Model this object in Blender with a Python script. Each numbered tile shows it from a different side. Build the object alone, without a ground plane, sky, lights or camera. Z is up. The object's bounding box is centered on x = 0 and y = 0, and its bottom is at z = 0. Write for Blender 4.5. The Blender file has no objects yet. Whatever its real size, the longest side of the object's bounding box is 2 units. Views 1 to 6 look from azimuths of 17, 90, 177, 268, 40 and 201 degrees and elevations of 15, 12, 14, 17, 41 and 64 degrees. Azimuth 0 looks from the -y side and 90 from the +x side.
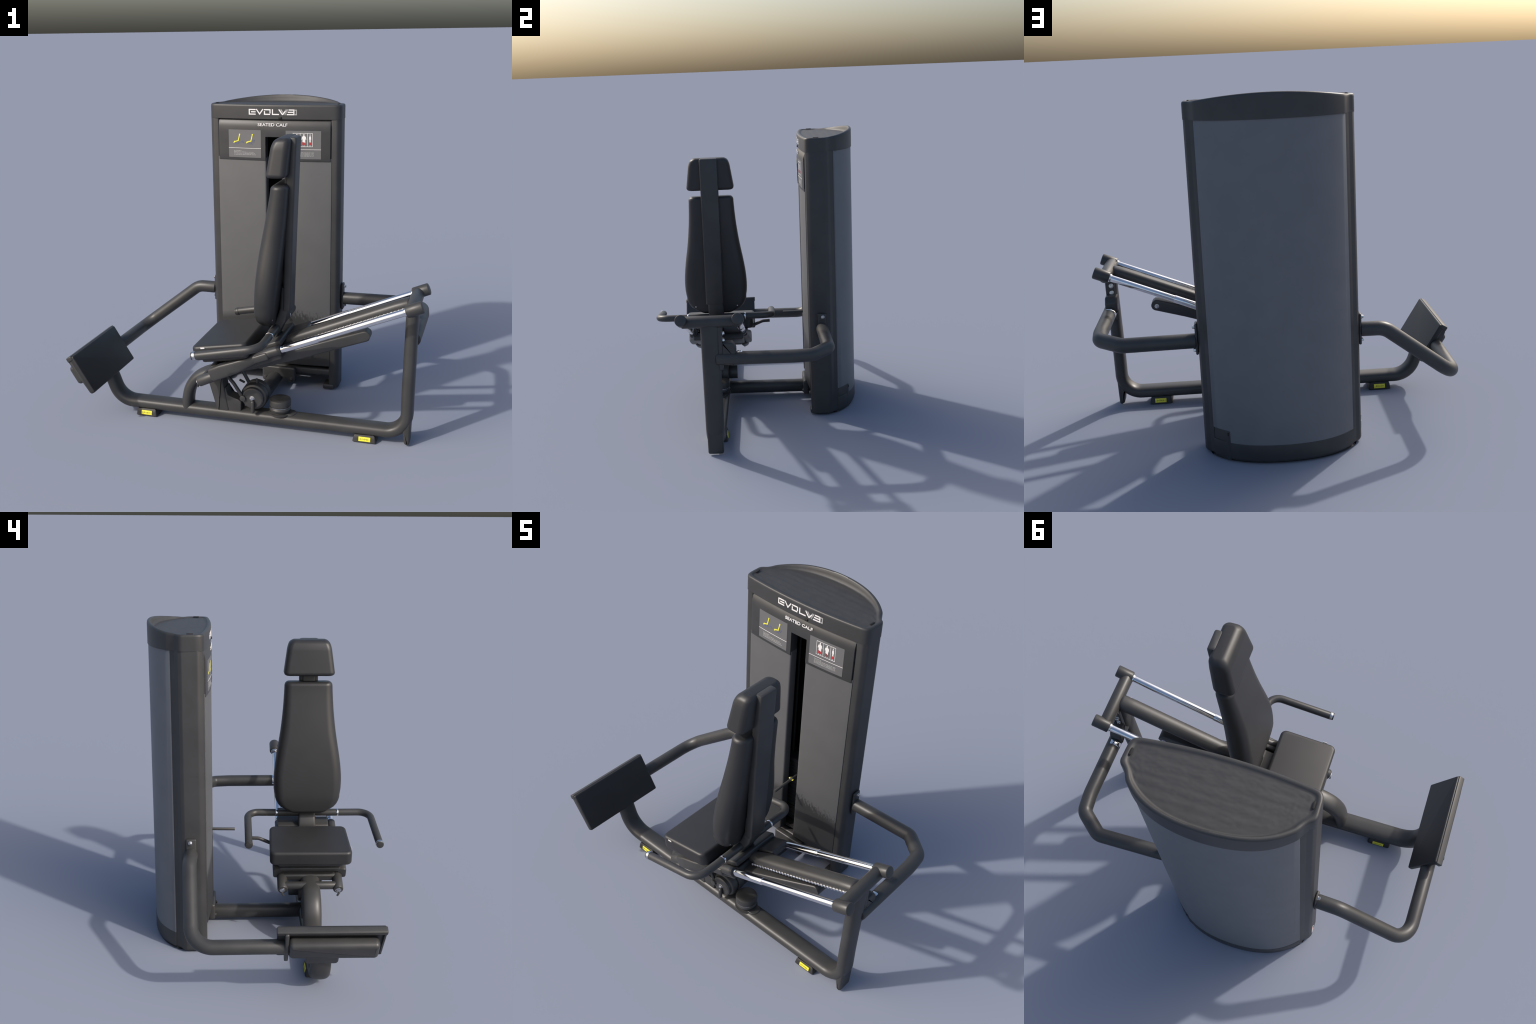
import bpy, bmesh, math, random
from mathutils import Vector, Matrix
random.seed(7)
V = Vector

# ------------------------------------------------------------------ materials
def material(name, color, rough=0.45, metal=0.0, vary=0.12, scale=9.0, bump=0.0, bump_scale=160.0, coat=0.0):
    m = bpy.data.materials.new(name); m.use_nodes = True
    nt = m.node_tree; b = nt.nodes["Principled BSDF"]
    b.inputs["Roughness"].default_value = rough
    b.inputs["Metallic"].default_value = metal
    b.inputs["Coat Weight"].default_value = coat
    tc = nt.nodes.new("ShaderNodeTexCoord")
    nz = nt.nodes.new("ShaderNodeTexNoise"); nz.inputs["Scale"].default_value = scale
    nz.inputs["Detail"].default_value = 4
    nt.links.new(tc.outputs["Object"], nz.inputs["Vector"])
    rp = nt.nodes.new("ShaderNodeValToRGB")
    rp.color_ramp.elements[0].position = 0.3; rp.color_ramp.elements[1].position = 0.7
    rp.color_ramp.elements[0].color = (*[c * (1 - vary) for c in color], 1)
    rp.color_ramp.elements[1].color = (*[c * (1 + vary) for c in color], 1)
    nt.links.new(nz.outputs["Fac"], rp.inputs["Fac"])
    nt.links.new(rp.outputs["Color"], b.inputs["Base Color"])
    if bump > 0:
        n2 = nt.nodes.new("ShaderNodeTexNoise"); n2.inputs["Scale"].default_value = bump_scale
        nt.links.new(tc.outputs["Object"], n2.inputs["Vector"])
        bp = nt.nodes.new("ShaderNodeBump"); bp.inputs["Strength"].default_value = bump
        bp.inputs["Distance"].default_value = 0.002
        nt.links.new(n2.outputs["Fac"], bp.inputs["Height"])
        nt.links.new(bp.outputs["Normal"], b.inputs["Normal"])
    return m

PAINT = material("dark_frame_paint", (0.040, 0.0398, 0.0395), 0.42, bump=0.05)
PLASTIC = material("dark_cabinet_plastic", (0.038, 0.038, 0.0385), 0.45, bump=0.06)
TRAY = material("tray_plastic", (0.040, 0.040, 0.041), 0.55, vary=0.1, scale=25, bump=0.08, bump_scale=60)
VINYL = material("black_vinyl", (0.0245, 0.0245, 0.0253), 0.45, vary=0.08, bump=0.08, bump_scale=400)
RUBBER = material("black_rubber", (0.024, 0.024, 0.025), 0.6)
SHEET = material("grey_sheet_metal", (0.148, 0.153, 0.163), 0.5, vary=0.04)
PLACARD = material("grey_placard", (0.128, 0.128, 0.130), 0.5, vary=0.03)
CHROME = material("chrome", (0.80, 0.80, 0.81), 0.13, metal=1.0, vary=0.05, scale=30)
STEEL = material("rough_bright_steel", (0.62, 0.62, 0.63), 0.28, metal=1.0, vary=0.3, scale=60)
BLACK = material("black_interior", (0.006, 0.006, 0.006), 0.7)
WHITE = material("white_print", (0.74, 0.72, 0.71), 0.5, vary=0.05)
PALE = material("pale_grey_print", (0.30, 0.30, 0.30), 0.5, vary=0.2, scale=60)
YELLOW = material("yellow_print", (0.78, 0.72, 0.05), 0.5, vary=0.15, scale=80)
BLUE = material("blue_grey_print", (0.11, 0.13, 0.25), 0.5, vary=0.4, scale=120)
RED = material("red_print", (0.45, 0.03, 0.035), 0.5)
OLIVE = material("label_ink", (0.30, 0.27, 0.03), 0.6)

# front sheets: grey above, dark zone with a grainy border below
def front_sheet_material():
    m = material("grey_sheet_with_dark_lower_zone", (0.094, 0.0945, 0.097), 0.5, vary=0.04)
    nt = m.node_tree; b = nt.nodes["Principled BSDF"]
    base = b.inputs["Base Color"].links[0].from_socket
    tc = nt.nodes.new("ShaderNodeTexCoord")
    sep = nt.nodes.new("ShaderNodeSeparateXYZ"); nt.links.new(tc.outputs["Object"], sep.inputs[0])
    def math_node(op, a, bv):
        n = nt.nodes.new("ShaderNodeMath"); n.operation = op
        for i, s in enumerate((a, bv)):
            if isinstance(s, (int, float)): n.inputs[i].default_value = s
            else: nt.links.new(s, n.inputs[i])
        return n.outputs[0]
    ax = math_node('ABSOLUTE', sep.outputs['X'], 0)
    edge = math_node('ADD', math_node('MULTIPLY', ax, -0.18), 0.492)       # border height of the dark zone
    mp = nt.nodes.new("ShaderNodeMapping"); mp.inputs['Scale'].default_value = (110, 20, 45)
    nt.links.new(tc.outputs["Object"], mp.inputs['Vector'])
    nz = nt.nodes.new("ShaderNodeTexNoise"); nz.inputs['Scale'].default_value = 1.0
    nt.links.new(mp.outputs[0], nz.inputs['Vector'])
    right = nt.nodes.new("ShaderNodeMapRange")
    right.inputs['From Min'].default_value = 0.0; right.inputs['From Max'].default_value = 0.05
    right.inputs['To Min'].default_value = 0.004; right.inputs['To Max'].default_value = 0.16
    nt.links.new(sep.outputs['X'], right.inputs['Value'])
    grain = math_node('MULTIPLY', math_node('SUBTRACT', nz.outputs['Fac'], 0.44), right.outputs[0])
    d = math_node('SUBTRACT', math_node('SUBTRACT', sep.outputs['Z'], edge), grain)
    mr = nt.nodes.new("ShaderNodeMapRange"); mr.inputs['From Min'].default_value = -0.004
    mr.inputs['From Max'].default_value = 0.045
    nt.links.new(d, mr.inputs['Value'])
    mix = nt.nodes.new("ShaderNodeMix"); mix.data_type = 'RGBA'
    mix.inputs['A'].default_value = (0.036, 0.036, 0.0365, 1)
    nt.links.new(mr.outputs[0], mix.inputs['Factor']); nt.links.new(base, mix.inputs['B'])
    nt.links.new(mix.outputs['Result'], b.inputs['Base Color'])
    return m
TWO_TONE_SHEET = front_sheet_material()

# ------------------------------------------------------------------ scene tree
ROOT = bpy.data.objects.new("calf_raise_machine", None)
bpy.context.scene.collection.objects.link(ROOT)
ROOT["label"] = "dark seated calf raise gym machine with weight cabinet"
ROOT["category"] = "exercise machine"

def add(name, mesh, mat, parent=None, angle=35, stuff=False):
    o = bpy.data.objects.new(name, mesh)
    bpy.context.scene.collection.objects.link(o)
    o.parent = parent or ROOT
    if mat is not None:
        mesh.materials.clear(); mesh.materials.append(mat)
    for p in mesh.polygons: p.use_smooth = True
    mesh.set_sharp_from_angle(angle=math.radians(angle))
    if stuff: o["kind"] = "stuff"
    return o

def from_bm(bm, name):
    bmesh.ops.recalc_face_normals(bm, faces=bm.faces)
    me = bpy.data.meshes.new(name); bm.to_mesh(me); bm.free(); return me

def pydata(name, verts, faces):
    me = bpy.data.meshes.new(name); me.from_pydata([tuple(v) for v in verts], [], faces)
    bm = bmesh.new(); bm.from_mesh(me)
    bmesh.ops.recalc_face_normals(bm, faces=bm.faces); bm.to_mesh(me); bm.free()
    return me

# ------------------------------------------------------------------ shape tools
def fillet(points, radii, seg=10):
    """polyline with its inner corners rounded to given radii"""
    P = [V(p) for p in points]; out = [P[0]]
    for i in range(1, len(P) - 1):
        r = radii[i - 1] if isinstance(radii, (list, tuple)) else radii
        a = (P[i - 1] - P[i]); b = (P[i + 1] - P[i])
        la, lb = a.length, b.length; a.normalize(); b.normalize()
        ang = a.angle(b)
        if r <= 0 or ang > math.pi - 0.02: out.append(P[i]); continue
        t = min(r / math.tan(ang / 2), la * 0.49, lb * 0.49)
        rr = t * math.tan(ang / 2)
        c = P[i] + (a + b).normalized() * (rr / math.sin(ang / 2))
        s = P[i] + a * t - c; e = P[i] + b * t - c
        th = s.angle(e)
        for k in range(seg + 1):
            f = k / seg
            out.append(c + (s * math.sin((1 - f) * th) + e * math.sin(f * th)) / math.sin(th))
    out.append(P[-1]); return out

def sweep(name, path, ra, rb=None, ref=None, n=28, power=2.0, cap_round=0.15, taper=None):
    """tube along a path; ra is the half width along ref, rb the other one"""
    rb = rb or ra; path = [V(p) for p in path]; N = len(path)
    tang = []
    for i in range(N):
        t = path[min(i + 1, N - 1)] - path[max(i - 1, 0)]
        tang.append(t.normalized())
    if ref is None:
        ref = V((0, 0, 1)) if abs(tang[0].z) < 0.8 else V((1, 0, 0))
        ref = V(ref)
    else: ref = V(ref)
    frames = []; prev = None
    for t in tang:
        u = (ref if prev is None or ref is not None and abs(ref.dot(t)) < 0.6 else prev)
        u = (u - t * u.dot(t)).normalized(); prev = u
        frames.append((u, t.cross(u)))
    # small rounded caps
    rings = []
    cr = cap_round * min(ra, rb)
    def ring(c, u, w, k, f):
        pts = []
        tf = taper(f) if taper else 1.0
        for j in range(n):
            a = 2 * math.pi * j / n; ca, sa = math.cos(a), math.sin(a)
            x = math.copysign(abs(ca) ** (2 / power), ca); y = math.copysign(abs(sa) ** (2 / power), sa)
            pts.append(c + u * x * (ra * tf - k) + w * y * (rb * tf - k))
        return pts
    if cr > 0:
        for q in range(3):
            a = q / 3 * math.pi / 2
            rings.append(ring(path[0] + tang[0] * cr * (1 - math.sin(a)), *frames[0], cr * (1 - math.sin(a)) if q == 0 else cr * (1 - math.sin(a)), 0) if False else
                         ring(path[0] + tang[0] * cr * (1 - math.cos(math.pi / 2 - a)) * 0 + tang[0] * cr * (1 - math.cos(a)), *frames[0], cr * (1 - math.sin(a)), 0))
        rings.append(ring(path[0] + tang[0] * cr, *frames[0], 0, 0))
    else: rings.append(ring(path[0], *frames[0], 0, 0))
    for i in range(1, N - 1): rings.append(ring(path[i], *frames[i], 0, i / (N - 1)))
    if cr > 0:
        rings.append(ring(path[-1] - tang[-1] * cr, *frames[-1], 0, 1))
        for q in (2, 1, 0):
            a = q / 3 * math.pi / 2
            rings.append(ring(path[-1] - tang[-1] * cr * (1 - math.cos(a)), *frames[-1], cr * (1 - math.sin(a)), 1))
    else: rings.append(ring(path[-1], *frames[-1], 0, 1))
    return rings_mesh(name, rings)

def rings_mesh(name, rings, close_ends=True):
    n = len(rings[0]); verts = [p for r in rings for p in r]; faces = []
    for i in range(len(rings) - 1):
        for j in range(n):
            k = (j + 1) % n
            faces.append((i * n + j, i * n + k, (i + 1) * n + k, (i + 1) * n + j))
    if close_ends:
        faces.append(tuple(range(n - 1, -1, -1)))
        m = (len(rings) - 1) * n
        faces.append(tuple(range(m, m + n)))
    return pydata(name, verts, faces)

def round_poly(pts, radii, seg=6):
    """closed 2D polygon with rounded corners"""
    n = len(pts); out = []
    for i in range(n):
        r = radii[i] if isinstance(radii, (list, tuple)) else radii
        p = V((*pts[i], 0)); a = V((*pts[i - 1], 0)) - p; b = V((*pts[(i + 1) % n], 0)) - p
        la, lb = a.length, b.length; a.normalize(); b.normalize(); ang = a.angle(b)
        if r <= 0 or ang > math.pi - 0.03: out.append((p.x, p.y)); continue
        t = min(r / math.tan(ang / 2), la * 0.48, lb * 0.48); rr = t * math.tan(ang / 2)
        c = p + (a + b).normalized() * (rr / math.sin(ang / 2))
        s = p + a * t - c; e = p + b * t - c; th = s.angle(e)
        for k in range(seg + 1):
            f = k / seg
            q = c + (s * math.sin((1 - f) * th) + e * math.sin(f * th)) / math.sin(th)
            out.append((q.x, q.y))
    return out

def inset(poly, d):
    n = len(poly); area = sum(poly[i][0] * poly[(i + 1) % n][1] - poly[(i + 1) % n][0] * poly[i][1] for i in range(n))
    s = 1 if area > 0 else -1; out = []
    for i in range(n):
        p, a, b = V(poly[i]), V(poly[i - 1]), V(poly[(i + 1) % n])
        e1 = (p - a); e2 = (b - p)
        if e1.length < 1e-9: e1 = e2
        if e2.length < 1e-9: e2 = e1
        e1 = e1.normalized(); e2 = e2.normalized()
        nn = V((-(e1.y + e2.y), e1.x + e2.x)) * s
        if nn.length < 1e-6: out.append((p.x, p.y)); continue
        nn.normalize()
        c = max(0.5, nn.dot(V((-e1.y, e1.x)) * s))
        q = p + nn * d / c; out.append((q.x, q.y))
    return out

def prism(name, poly, h0, h1, r, place, seg=4, r0=None):
    """solid of a closed outline between two heights with rounded rims; place maps (u, v, h) to 3D"""
    r0 = r if r0 is None else r0
    rings = []
    for q in range(seg + 1):
        a = q / seg * math.pi / 2
        rings.append([place(u, v, h0 + r0 * (1 - math.sin(a))) for u, v in inset(poly, r0 * (1 - math.cos(a)))][:] if False else
                     [place(u, v, h0 + r0 * (1 - math.cos(a))) for u, v in inset(poly, r0 * (1 - math.sin(a)))])
    for q in range(seg + 1):
        a = (1 - q / seg) * math.pi / 2
        rings.append([place(u, v, h1 - r * (1 - math.cos(a))) for u, v in inset(poly, r * (1 - math.sin(a)))])
    return rings_mesh(name, rings)

PLAN = lambda u, v, h: V((u, v, h))          # outline seen from above
SIDE = lambda u, v, h: V((u, h, v))          # outline in the x-z plane, extruded in y
FRONT = lambda u, v, h: V((h, u, v))         # outline in the y-z plane, extruded in x

def box(name, c, size, r=0.006, rot=None, seg=3):
    bm = bmesh.new(); bmesh.ops.create_cube(bm, size=1)
    bmesh.ops.scale(bm, vec=size, verts=bm.verts)
    if r > 0:
        bmesh.ops.bevel(bm, geom=list(bm.edges), offset=min(r, min(size) * 0.49), segments=seg, profile=0.5, affect='EDGES')
    if rot is not None: bmesh.ops.rotate(bm, cent=(0, 0, 0), matrix=rot, verts=bm.verts)
    bmesh.ops.translate(bm, vec=c, verts=bm.verts)
    return from_bm(bm, name)

def lathe(name, profile, origin, axis, n=32):
    """profile: (radius, height along axis)"""
    axis = V(axis).normalized(); u = axis.orthogonal().normalized(); w = axis.cross(u); o = V(origin)
    rings = [[o + axis * h + (u * math.cos(2 * math.pi * j / n) + w * math.sin(2 * math.pi * j / n)) * max(r, 1e-4) for j in range(n)] for r, h in profile]
    return rings_mesh(name, rings)

def cyl(name, a, b, r, n=24, e=0.12):
    a, b = V(a), V(b); L = (b - a).length; k = min(r * e, L * 0.3)
    return lathe(name, [(r - k, 0), (r - k * .3, k * .3), (r, k), (r, L - k), (r - k * .3, L - k * .3), (r - k, L)], a, b - a, n)

def join_meshes(name, meshes):
    bm = bmesh.new()
    for m in meshes: bm.from_mesh(m)
    me = bpy.data.meshes.new(name); bm.to_mesh(me); bm.free()
    for m in meshes: bpy.data.meshes.remove(m)
    return me

def hexbolt(name, at, axis, r, h, mat, parent):
    me = join_meshes(name, [lathe(name, [(r * 1.35, 0), (r * 1.35, h * .25), (r * 1.2, h * .3)], at, axis, 20),
                            lathe(name, [(r, h * .2), (r, h * .85), (r * .75, h), (r * .4, h * 1.02)], at, axis, 6)])
    return add(name, me, mat, parent, 25)

CY = -0.25      # the frame's centre plane

# ================================================================== CABINET
def yfront(x): return 0.317 + 0.18 * x * x
def back_arc(n=40, xm=0.357, off=0.0):
    """rear curve in plan, from +x to -x"""
    pts = []
    for i in range(n + 1):
        t = -1 + 2 * i / n; x = -t * xm
        s = x / 0.357
        y = 0.662 - 0.079 * abs(s) ** 2 - 0.055 * abs(s) ** 4.5
        pts.append((x, y + off))
    return pts

def liner():
    pts = [(x, y - 0.014) for x, y in back_arc(30, 0.342)]
    return prism("weight_cabinet", pts + [(-0.342, 0.40), (-0.338, 0.40)] + [(x * 0.988, y - 0.003) for x, y in pts[::-1]] + [(0.338, 0.40), (0.342, 0.40)], 0.10, 1.70, 0.0005, PLAN, 1)
cabinet = add("weight_cabinet", liner(), BLACK)
for sgn in (1, -1):
    prof = round_poly([(0.347, 0.345), (0.385, 0.347), (0.407, 0.372), (0.408, 0.460), (0.398, 0.480), (0.376, 0.497), (0.352, 0.528), (0.347, 0.50)],
                      [0.008, 0.02, 0.03, 0.02, 0.02, 0.02, 0.004, 0.004])
    prof = [(sgn * x, y) for x, y in prof]
    add("side_column", prism("side_column", prof, 0.003, 1.715, 0.004, PLAN, r0=0.02), PLASTIC, cabinet)
    # foot tab at the column's toe
    add("column_foot", box("column_foot", (sgn * 0.345, 0.385, 0.018), (0.07, 0.09, 0.030), 0.008), PLASTIC, cabinet)

add("window_floor", box("window_floor", (0.0, 0.43, 0.170), (0.66, 0.12, 0.02), 0.0), BLACK, cabinet)
# rear sheet with its lower corner cut away for the service cover
def strip(outer, t):
    inner = [(x, y - t) for x, y in outer]
    return outer + inner[::-1]
def arc_y(x):
    k = abs(x / 0.357); return 0.662 - 0.079 * k ** 2 - 0.055 * k ** 4.5
def curved_sheet(name, xs, zbot, ztop, yfun, t):
    """thin bent sheet: rows of (front edge, back edge) rings along x"""
    rings = []
    for x in xs:
        y, z0, z1 = yfun(x), zbot(x), ztop(x)
        rings.append([V((x, y - t, z0)), V((x, y - t, z1)), V((x, y - 0.001, z1)), V((x, y, z1 - 0.001)), V((x, y, z0 + 0.001)), V((x, y - 0.001, z0))])
    return rings_mesh(name, rings)
xs_rear = [-0.357 + 0.714 * i / 60 for i in range(61)]
xs_rear = sorted([x for x in xs_rear if abs(x - 0.279) > 0.004] + [0.277, 0.281])
add("rear_panel", curved_sheet("rear_panel", xs_rear, lambda x: 0.100 if x < 0.279 else 0.163, lambda x: 1.714, arc_y, 0.012), SHEET, cabinet)
add("base_skirt", prism("base_skirt", strip(back_arc(60, off=0.002), 0.03), 0.004, 0.101, 0.002, PLAN, 3, r0=0.02), PLASTIC, cabinet)
cover = [(x, y) for x, y in back_arc(60, off=0.004) if x > 0.279]
cover_o = [(0.285, 0.596), (0.352, 0.529), (0.352, 0.500), (0.270, 0.560), (0.272, 0.602)]
add("service_cover", prism("service_cover", round_poly(cover_o, [0.012, 0.004, 0.002, 0.002, 0.008]), 0.004, 0.163, 0.006, PLAN), PLASTIC, cabinet)
add("cover_slot", box("cover_slot", (0.2845, 0.5965, 0.147), (0.006, 0.006, 0.018), 0.002, Matrix.Rotation(math.radians(-45), 3, 'Z')), BLACK, cabinet)

# cap with the shallow tray
def cap_outline(step=0.008):
    fr = [(x, yfront(x) + 0.001) for x in [-0.375 + 0.75 * i / 40 for i in range(41)]]
    right = [(0.394, 0.352), (0.404, 0.366), (0.408, 0.385), (0.4105, 0.462), (0.402, 0.478), (0.385, 0.488), (0.372, 0.506)]
    bk = []
    for i in range(71):
        x = 0.355 - 0.71 * i / 70; k = abs(x / 0.357)
        bk.append((x, 0.666 - 0.079 * k ** 2 - 0.050 * k ** 4.5))
    P = fr + right + bk + [(-x, y) for x, y in right[::-1]]
    out = []
    for i in range(len(P)):
        a, b = V(P[i]), V(P[(i + 1) % len(P)]); n = max(1, round((b - a).length / step))
        for k in range(n):
            q = a.lerp(b, k / n); out.append((q.x, q.y))
    return out
CAP = cap_outline()
def rim_top(x, y):
    g = min(1, max(0, (y - 0.47) / 0.05))          # only the rear edge rises, in a lens-shaped arc
    return 1.792 + 0.035 * g * max(0.0, 1 - (x / 0.375) ** 2)
floor_z = 1.786
def smooth_ring(ring, it=3):
    for _ in range(it):
        ring = [((ring[i - 1][0] + 2 * ring[i][0] + ring[(i + 1) % len(ring)][0]) / 4,
                 (ring[i - 1][1] + 2 * ring[i][1] + ring[(i + 1) % len(ring)][1]) / 4) for i in range(len(ring))]
    return ring
def cap_mesh():
    rings = []
    def lay(d, zf): rings.append([V((x, y, zf(x, y))) for x, y in smooth_ring(inset(CAP, d), 1 + int(d * 500))])
    lay(0.010, lambda x, y: 1.706); lay(0.0, lambda x, y: 1.706); lay(0.0, lambda x, y: 1.712)
    lay(0.0, lambda x, y: rim_top(x, y) - 0.014)
    for q in range(1, 5):
        a = q / 4 * math.pi / 2
        lay(0.010 * (1 - math.cos(a)), lambda x, y: rim_top(x, y) - 0.010 * (1 - math.sin(a)))
    lay(0.015, lambda x, y: rim_top(x, y))
    def wall(f): return lambda x, y: rim_top(x, y) + (floor_z - rim_top(x, y)) * f
    lay(0.019, wall(0.12)); lay(0.023, wall(0.5)); lay(0.027, wall(0.88)); lay(0.033, wall(1.0))
    # floor: shrink ring to a spine, with long ridges and a wavy hand-moulded relief
    last = [(p.x, p.y) for p in rings[-1]]
    from mathutils import noise
    for q in range(1, 41):
        f = q / 40
        def fl(x, y):
            r = 0.00025 * math.sin((y - 0.33 + 0.06 * x * x) * 2 * math.pi / 0.045) + 0.0006 * noise.noise(V((x * 14, y * 40, 2.0))) + 0.0006 * noise.noise(V((x * 60, y * 70, 5.0)))
            return floor_z + r * min(1, q / 3)
        ring = []
        for x, y in last:
            tx, ty = x * 0.80, 0.45 + (y - 0.45) * 0.02
            px, py = x + (tx - x) * f, y + (ty - y) * f
            ring.append(V((px, py, fl(px, py))))
        rings.append(ring)
    return rings_mesh("cabinet_cap", rings)
cap_me = cap_mesh()
cap = add("cabinet_cap", cap_me, TRAY, cabinet, 50)
cap.data.materials.append(PLASTIC)
nring = len(CAP)
for p in cap.data.polygons:
    if p.index < nring * 9: p.material_index = 1
for sgn in (1, -1):
    slot = prism("tray_slot", round_poly([(-0.005, -0.017), (0.005, -0.017), (0.006, 0.017), (-0.004, 0.017)], 0.004), 0, 0.004, 0.0008,
                 lambda u, v, h: V((sgn * (0.379 + u - 0.15 * v * 0), 0.415 + v, 1.7905 + h)), 2)
    add("tray_slot", slot, BLACK, cabinet)
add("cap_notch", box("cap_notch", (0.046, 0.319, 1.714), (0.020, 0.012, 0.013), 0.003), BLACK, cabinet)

# front sheets either side of the weight window
def bowed(x0, x1, off, t, n=16, roll=0.0):
    xs = [x0 + (x1 - x0) * i / n for i in range(n + 1)]
    o = [(x, yfront(x) + off) for x in xs]
    i_ = [(x, yfront(x) + off + t) for x in xs[::-1]]
    return o + i_
WX0, WX1 = -0.043, 0.055
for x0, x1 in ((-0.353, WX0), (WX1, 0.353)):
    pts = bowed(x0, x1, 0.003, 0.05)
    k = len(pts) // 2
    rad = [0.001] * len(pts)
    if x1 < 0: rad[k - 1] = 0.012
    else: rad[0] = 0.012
    add("front_panel", prism("front_panel", round_poly(pts, rad), 0.156, 1.475, 0.004, PLAN), TWO_TONE_SHEET, cabinet)

# header frame around the top of the window
def header():
    bm = bmesh.new()
    xs = sorted(set([-0.347 + 0.694 * i / 44 for i in range(45)] + [-0.046, 0.058]))
    zs = [1.458, 1.50, 1.54, 1.575, 1.600, 1.63, 1.66, 1.69, 1.712]
    g = {}
    def yy(x, z):
        top = max(0, (z - 1.655) / 0.057)
        return yfront(x) - 0.001 + 0.026 * top ** 2.5
    for i, x in enumerate(xs):
        for j, z in enumerate(zs): g[i, j] = bm.verts.new((x, yy(x, z), z))
    for i in range(len(xs) - 1):
        for j in range(len(zs) - 1):
            xc = (xs[i] + xs[i + 1]) / 2
            if -0.046 < xc < 0.058 and zs[j + 1] <= 1.6001: continue
            bm.faces.new((g[i, j], g[i + 1, j], g[i + 1, j + 1], g[i, j + 1]))
    for v in [v for v in bm.verts if not v.link_faces]: bm.verts.remove(v)
    r = bmesh.ops.extrude_face_region(bm, geom=list(bm.faces))
    for v in r['geom']:
        if isinstance(v, bmesh.types.BMVert): v.co.y += 0.055
    bmesh.ops.recalc_face_normals(bm, faces=bm.faces)
    ed = [e for e in bm.edges if len(e.link_faces) == 2 and e.calc_face_angle() > 1.0 and (e.verts[0].co.y + e.verts[1].co.y) / 2 < yfront((e.verts[0].co.x + e.verts[1].co.x) / 2) + 0.03
          and (e.verts[0].co - e.verts[1].co).length > 0]
    bmesh.ops.bevel(bm, geom=ed, offset=0.006, segments=4, profile=0.5, affect='EDGES', clamp_overlap=True)
    return from_bm(bm, "header_panel")
add("header_panel", header(), PLASTIC, cabinet, 40)

# ---- printing on the front: helper to lay flat pieces on the bowed face
def on_face(poly, name, mat, lift=0.0008, parent=None, stuff=False, base=0.0):
    """thin print of a closed (x, z) outline, following the bow"""
    n = len(poly)
    f = [V((x, yfront(x) + base - lift, z)) for x, z in poly]
    b = [V((x, yfront(x) + base + 0.003, z)) for x, z in poly]
    return add(name, rings_mesh(name, [b, f]), mat, parent or cabinet, 30, stuff)

def rect(x0, x1, z0, z1, n=8):
    xs = [x0 + (x1 - x0) * i / n for i in range(n + 1)]
    return [(x, z0) for x in xs] + [(x, z1) for x in xs[::-1]]

def stroke_mesh(name, lines, w, lift, base=0.0, miter=True):
    """strokes of width w in (x, z), bowed with the face, as one thin mesh"""
    ms = []
    for line in lines:
        for (ax, az), (bx, bz) in zip(line[:-1], line[1:]):
            d = V((bx - ax, bz - az)); L = d.length
            if L < 1e-6: continue
            d.normalize(); nrm = V((-d.y, d.x)) * w / 2; e = d * w * 0.5
            q = [V((ax, az)) - e - nrm, V((bx, bz)) + e - nrm, V((bx, bz)) + e + nrm, V((ax, az)) - e + nrm]
            lf = lift + 0.00006 * len(ms)
            f = [V((p.x, yfront(p.x) + base - lf, p.y)) for p in q]
            b = [V((p.x, yfront(p.x) + base + 0.002, p.y)) for p in q]
            ms.append(rings_mesh(name, [b, f]))
    return join_meshes(name, ms)

# brand lettering in wide block strokes  (E V O L V E)
zt, zb, w = 1.7615, 1.7345, 0.0068
zm = (zt + zb) / 2
strokes = [
    [[(-.109, zt), (-.1455, zt), (-.1455, zb), (-.109, zb)], [(-.131, zm), (-.109, zm)]],
    [[(-.099, zt), (-.0805, zb + .001), (-.062, zt)]],
    [[(-.050, zt), (-.0155, zt), (-.0155, zb + .009)], [(-.050, zt - .012), (-.050, zb), (-.019, zb)]],
    [[(-.0005, zt), (-.0005, zb), (.036, zb)]],
    [[(.040, zt), (.059, zb + .001)], [(.063, zb + .001), (.076, zm + .004)]],
    [[(.101, zt), (.1295, zt), (.1295, zb), (.090, zb)], [(.096, zm), (.126, zm)]],
]
for s in strokes:
    add("brand_letter", stroke_mesh("brand_letter", s, w, 0.0012, base=0.001), WHITE, cabinet)
ghost = [[(.052, zt), (.068, zb + .006), (.082, zt)], [(.138, zt - .001), (.1445, zt - .001), (.1445, zb), (.138, zb)], [(.076, zb), (.090, zt)]]
add("brand_letter_ghost", stroke_mesh("brand_letter_ghost", ghost, 0.007, 0.0008, base=0.001), PALE, cabinet)

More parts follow.
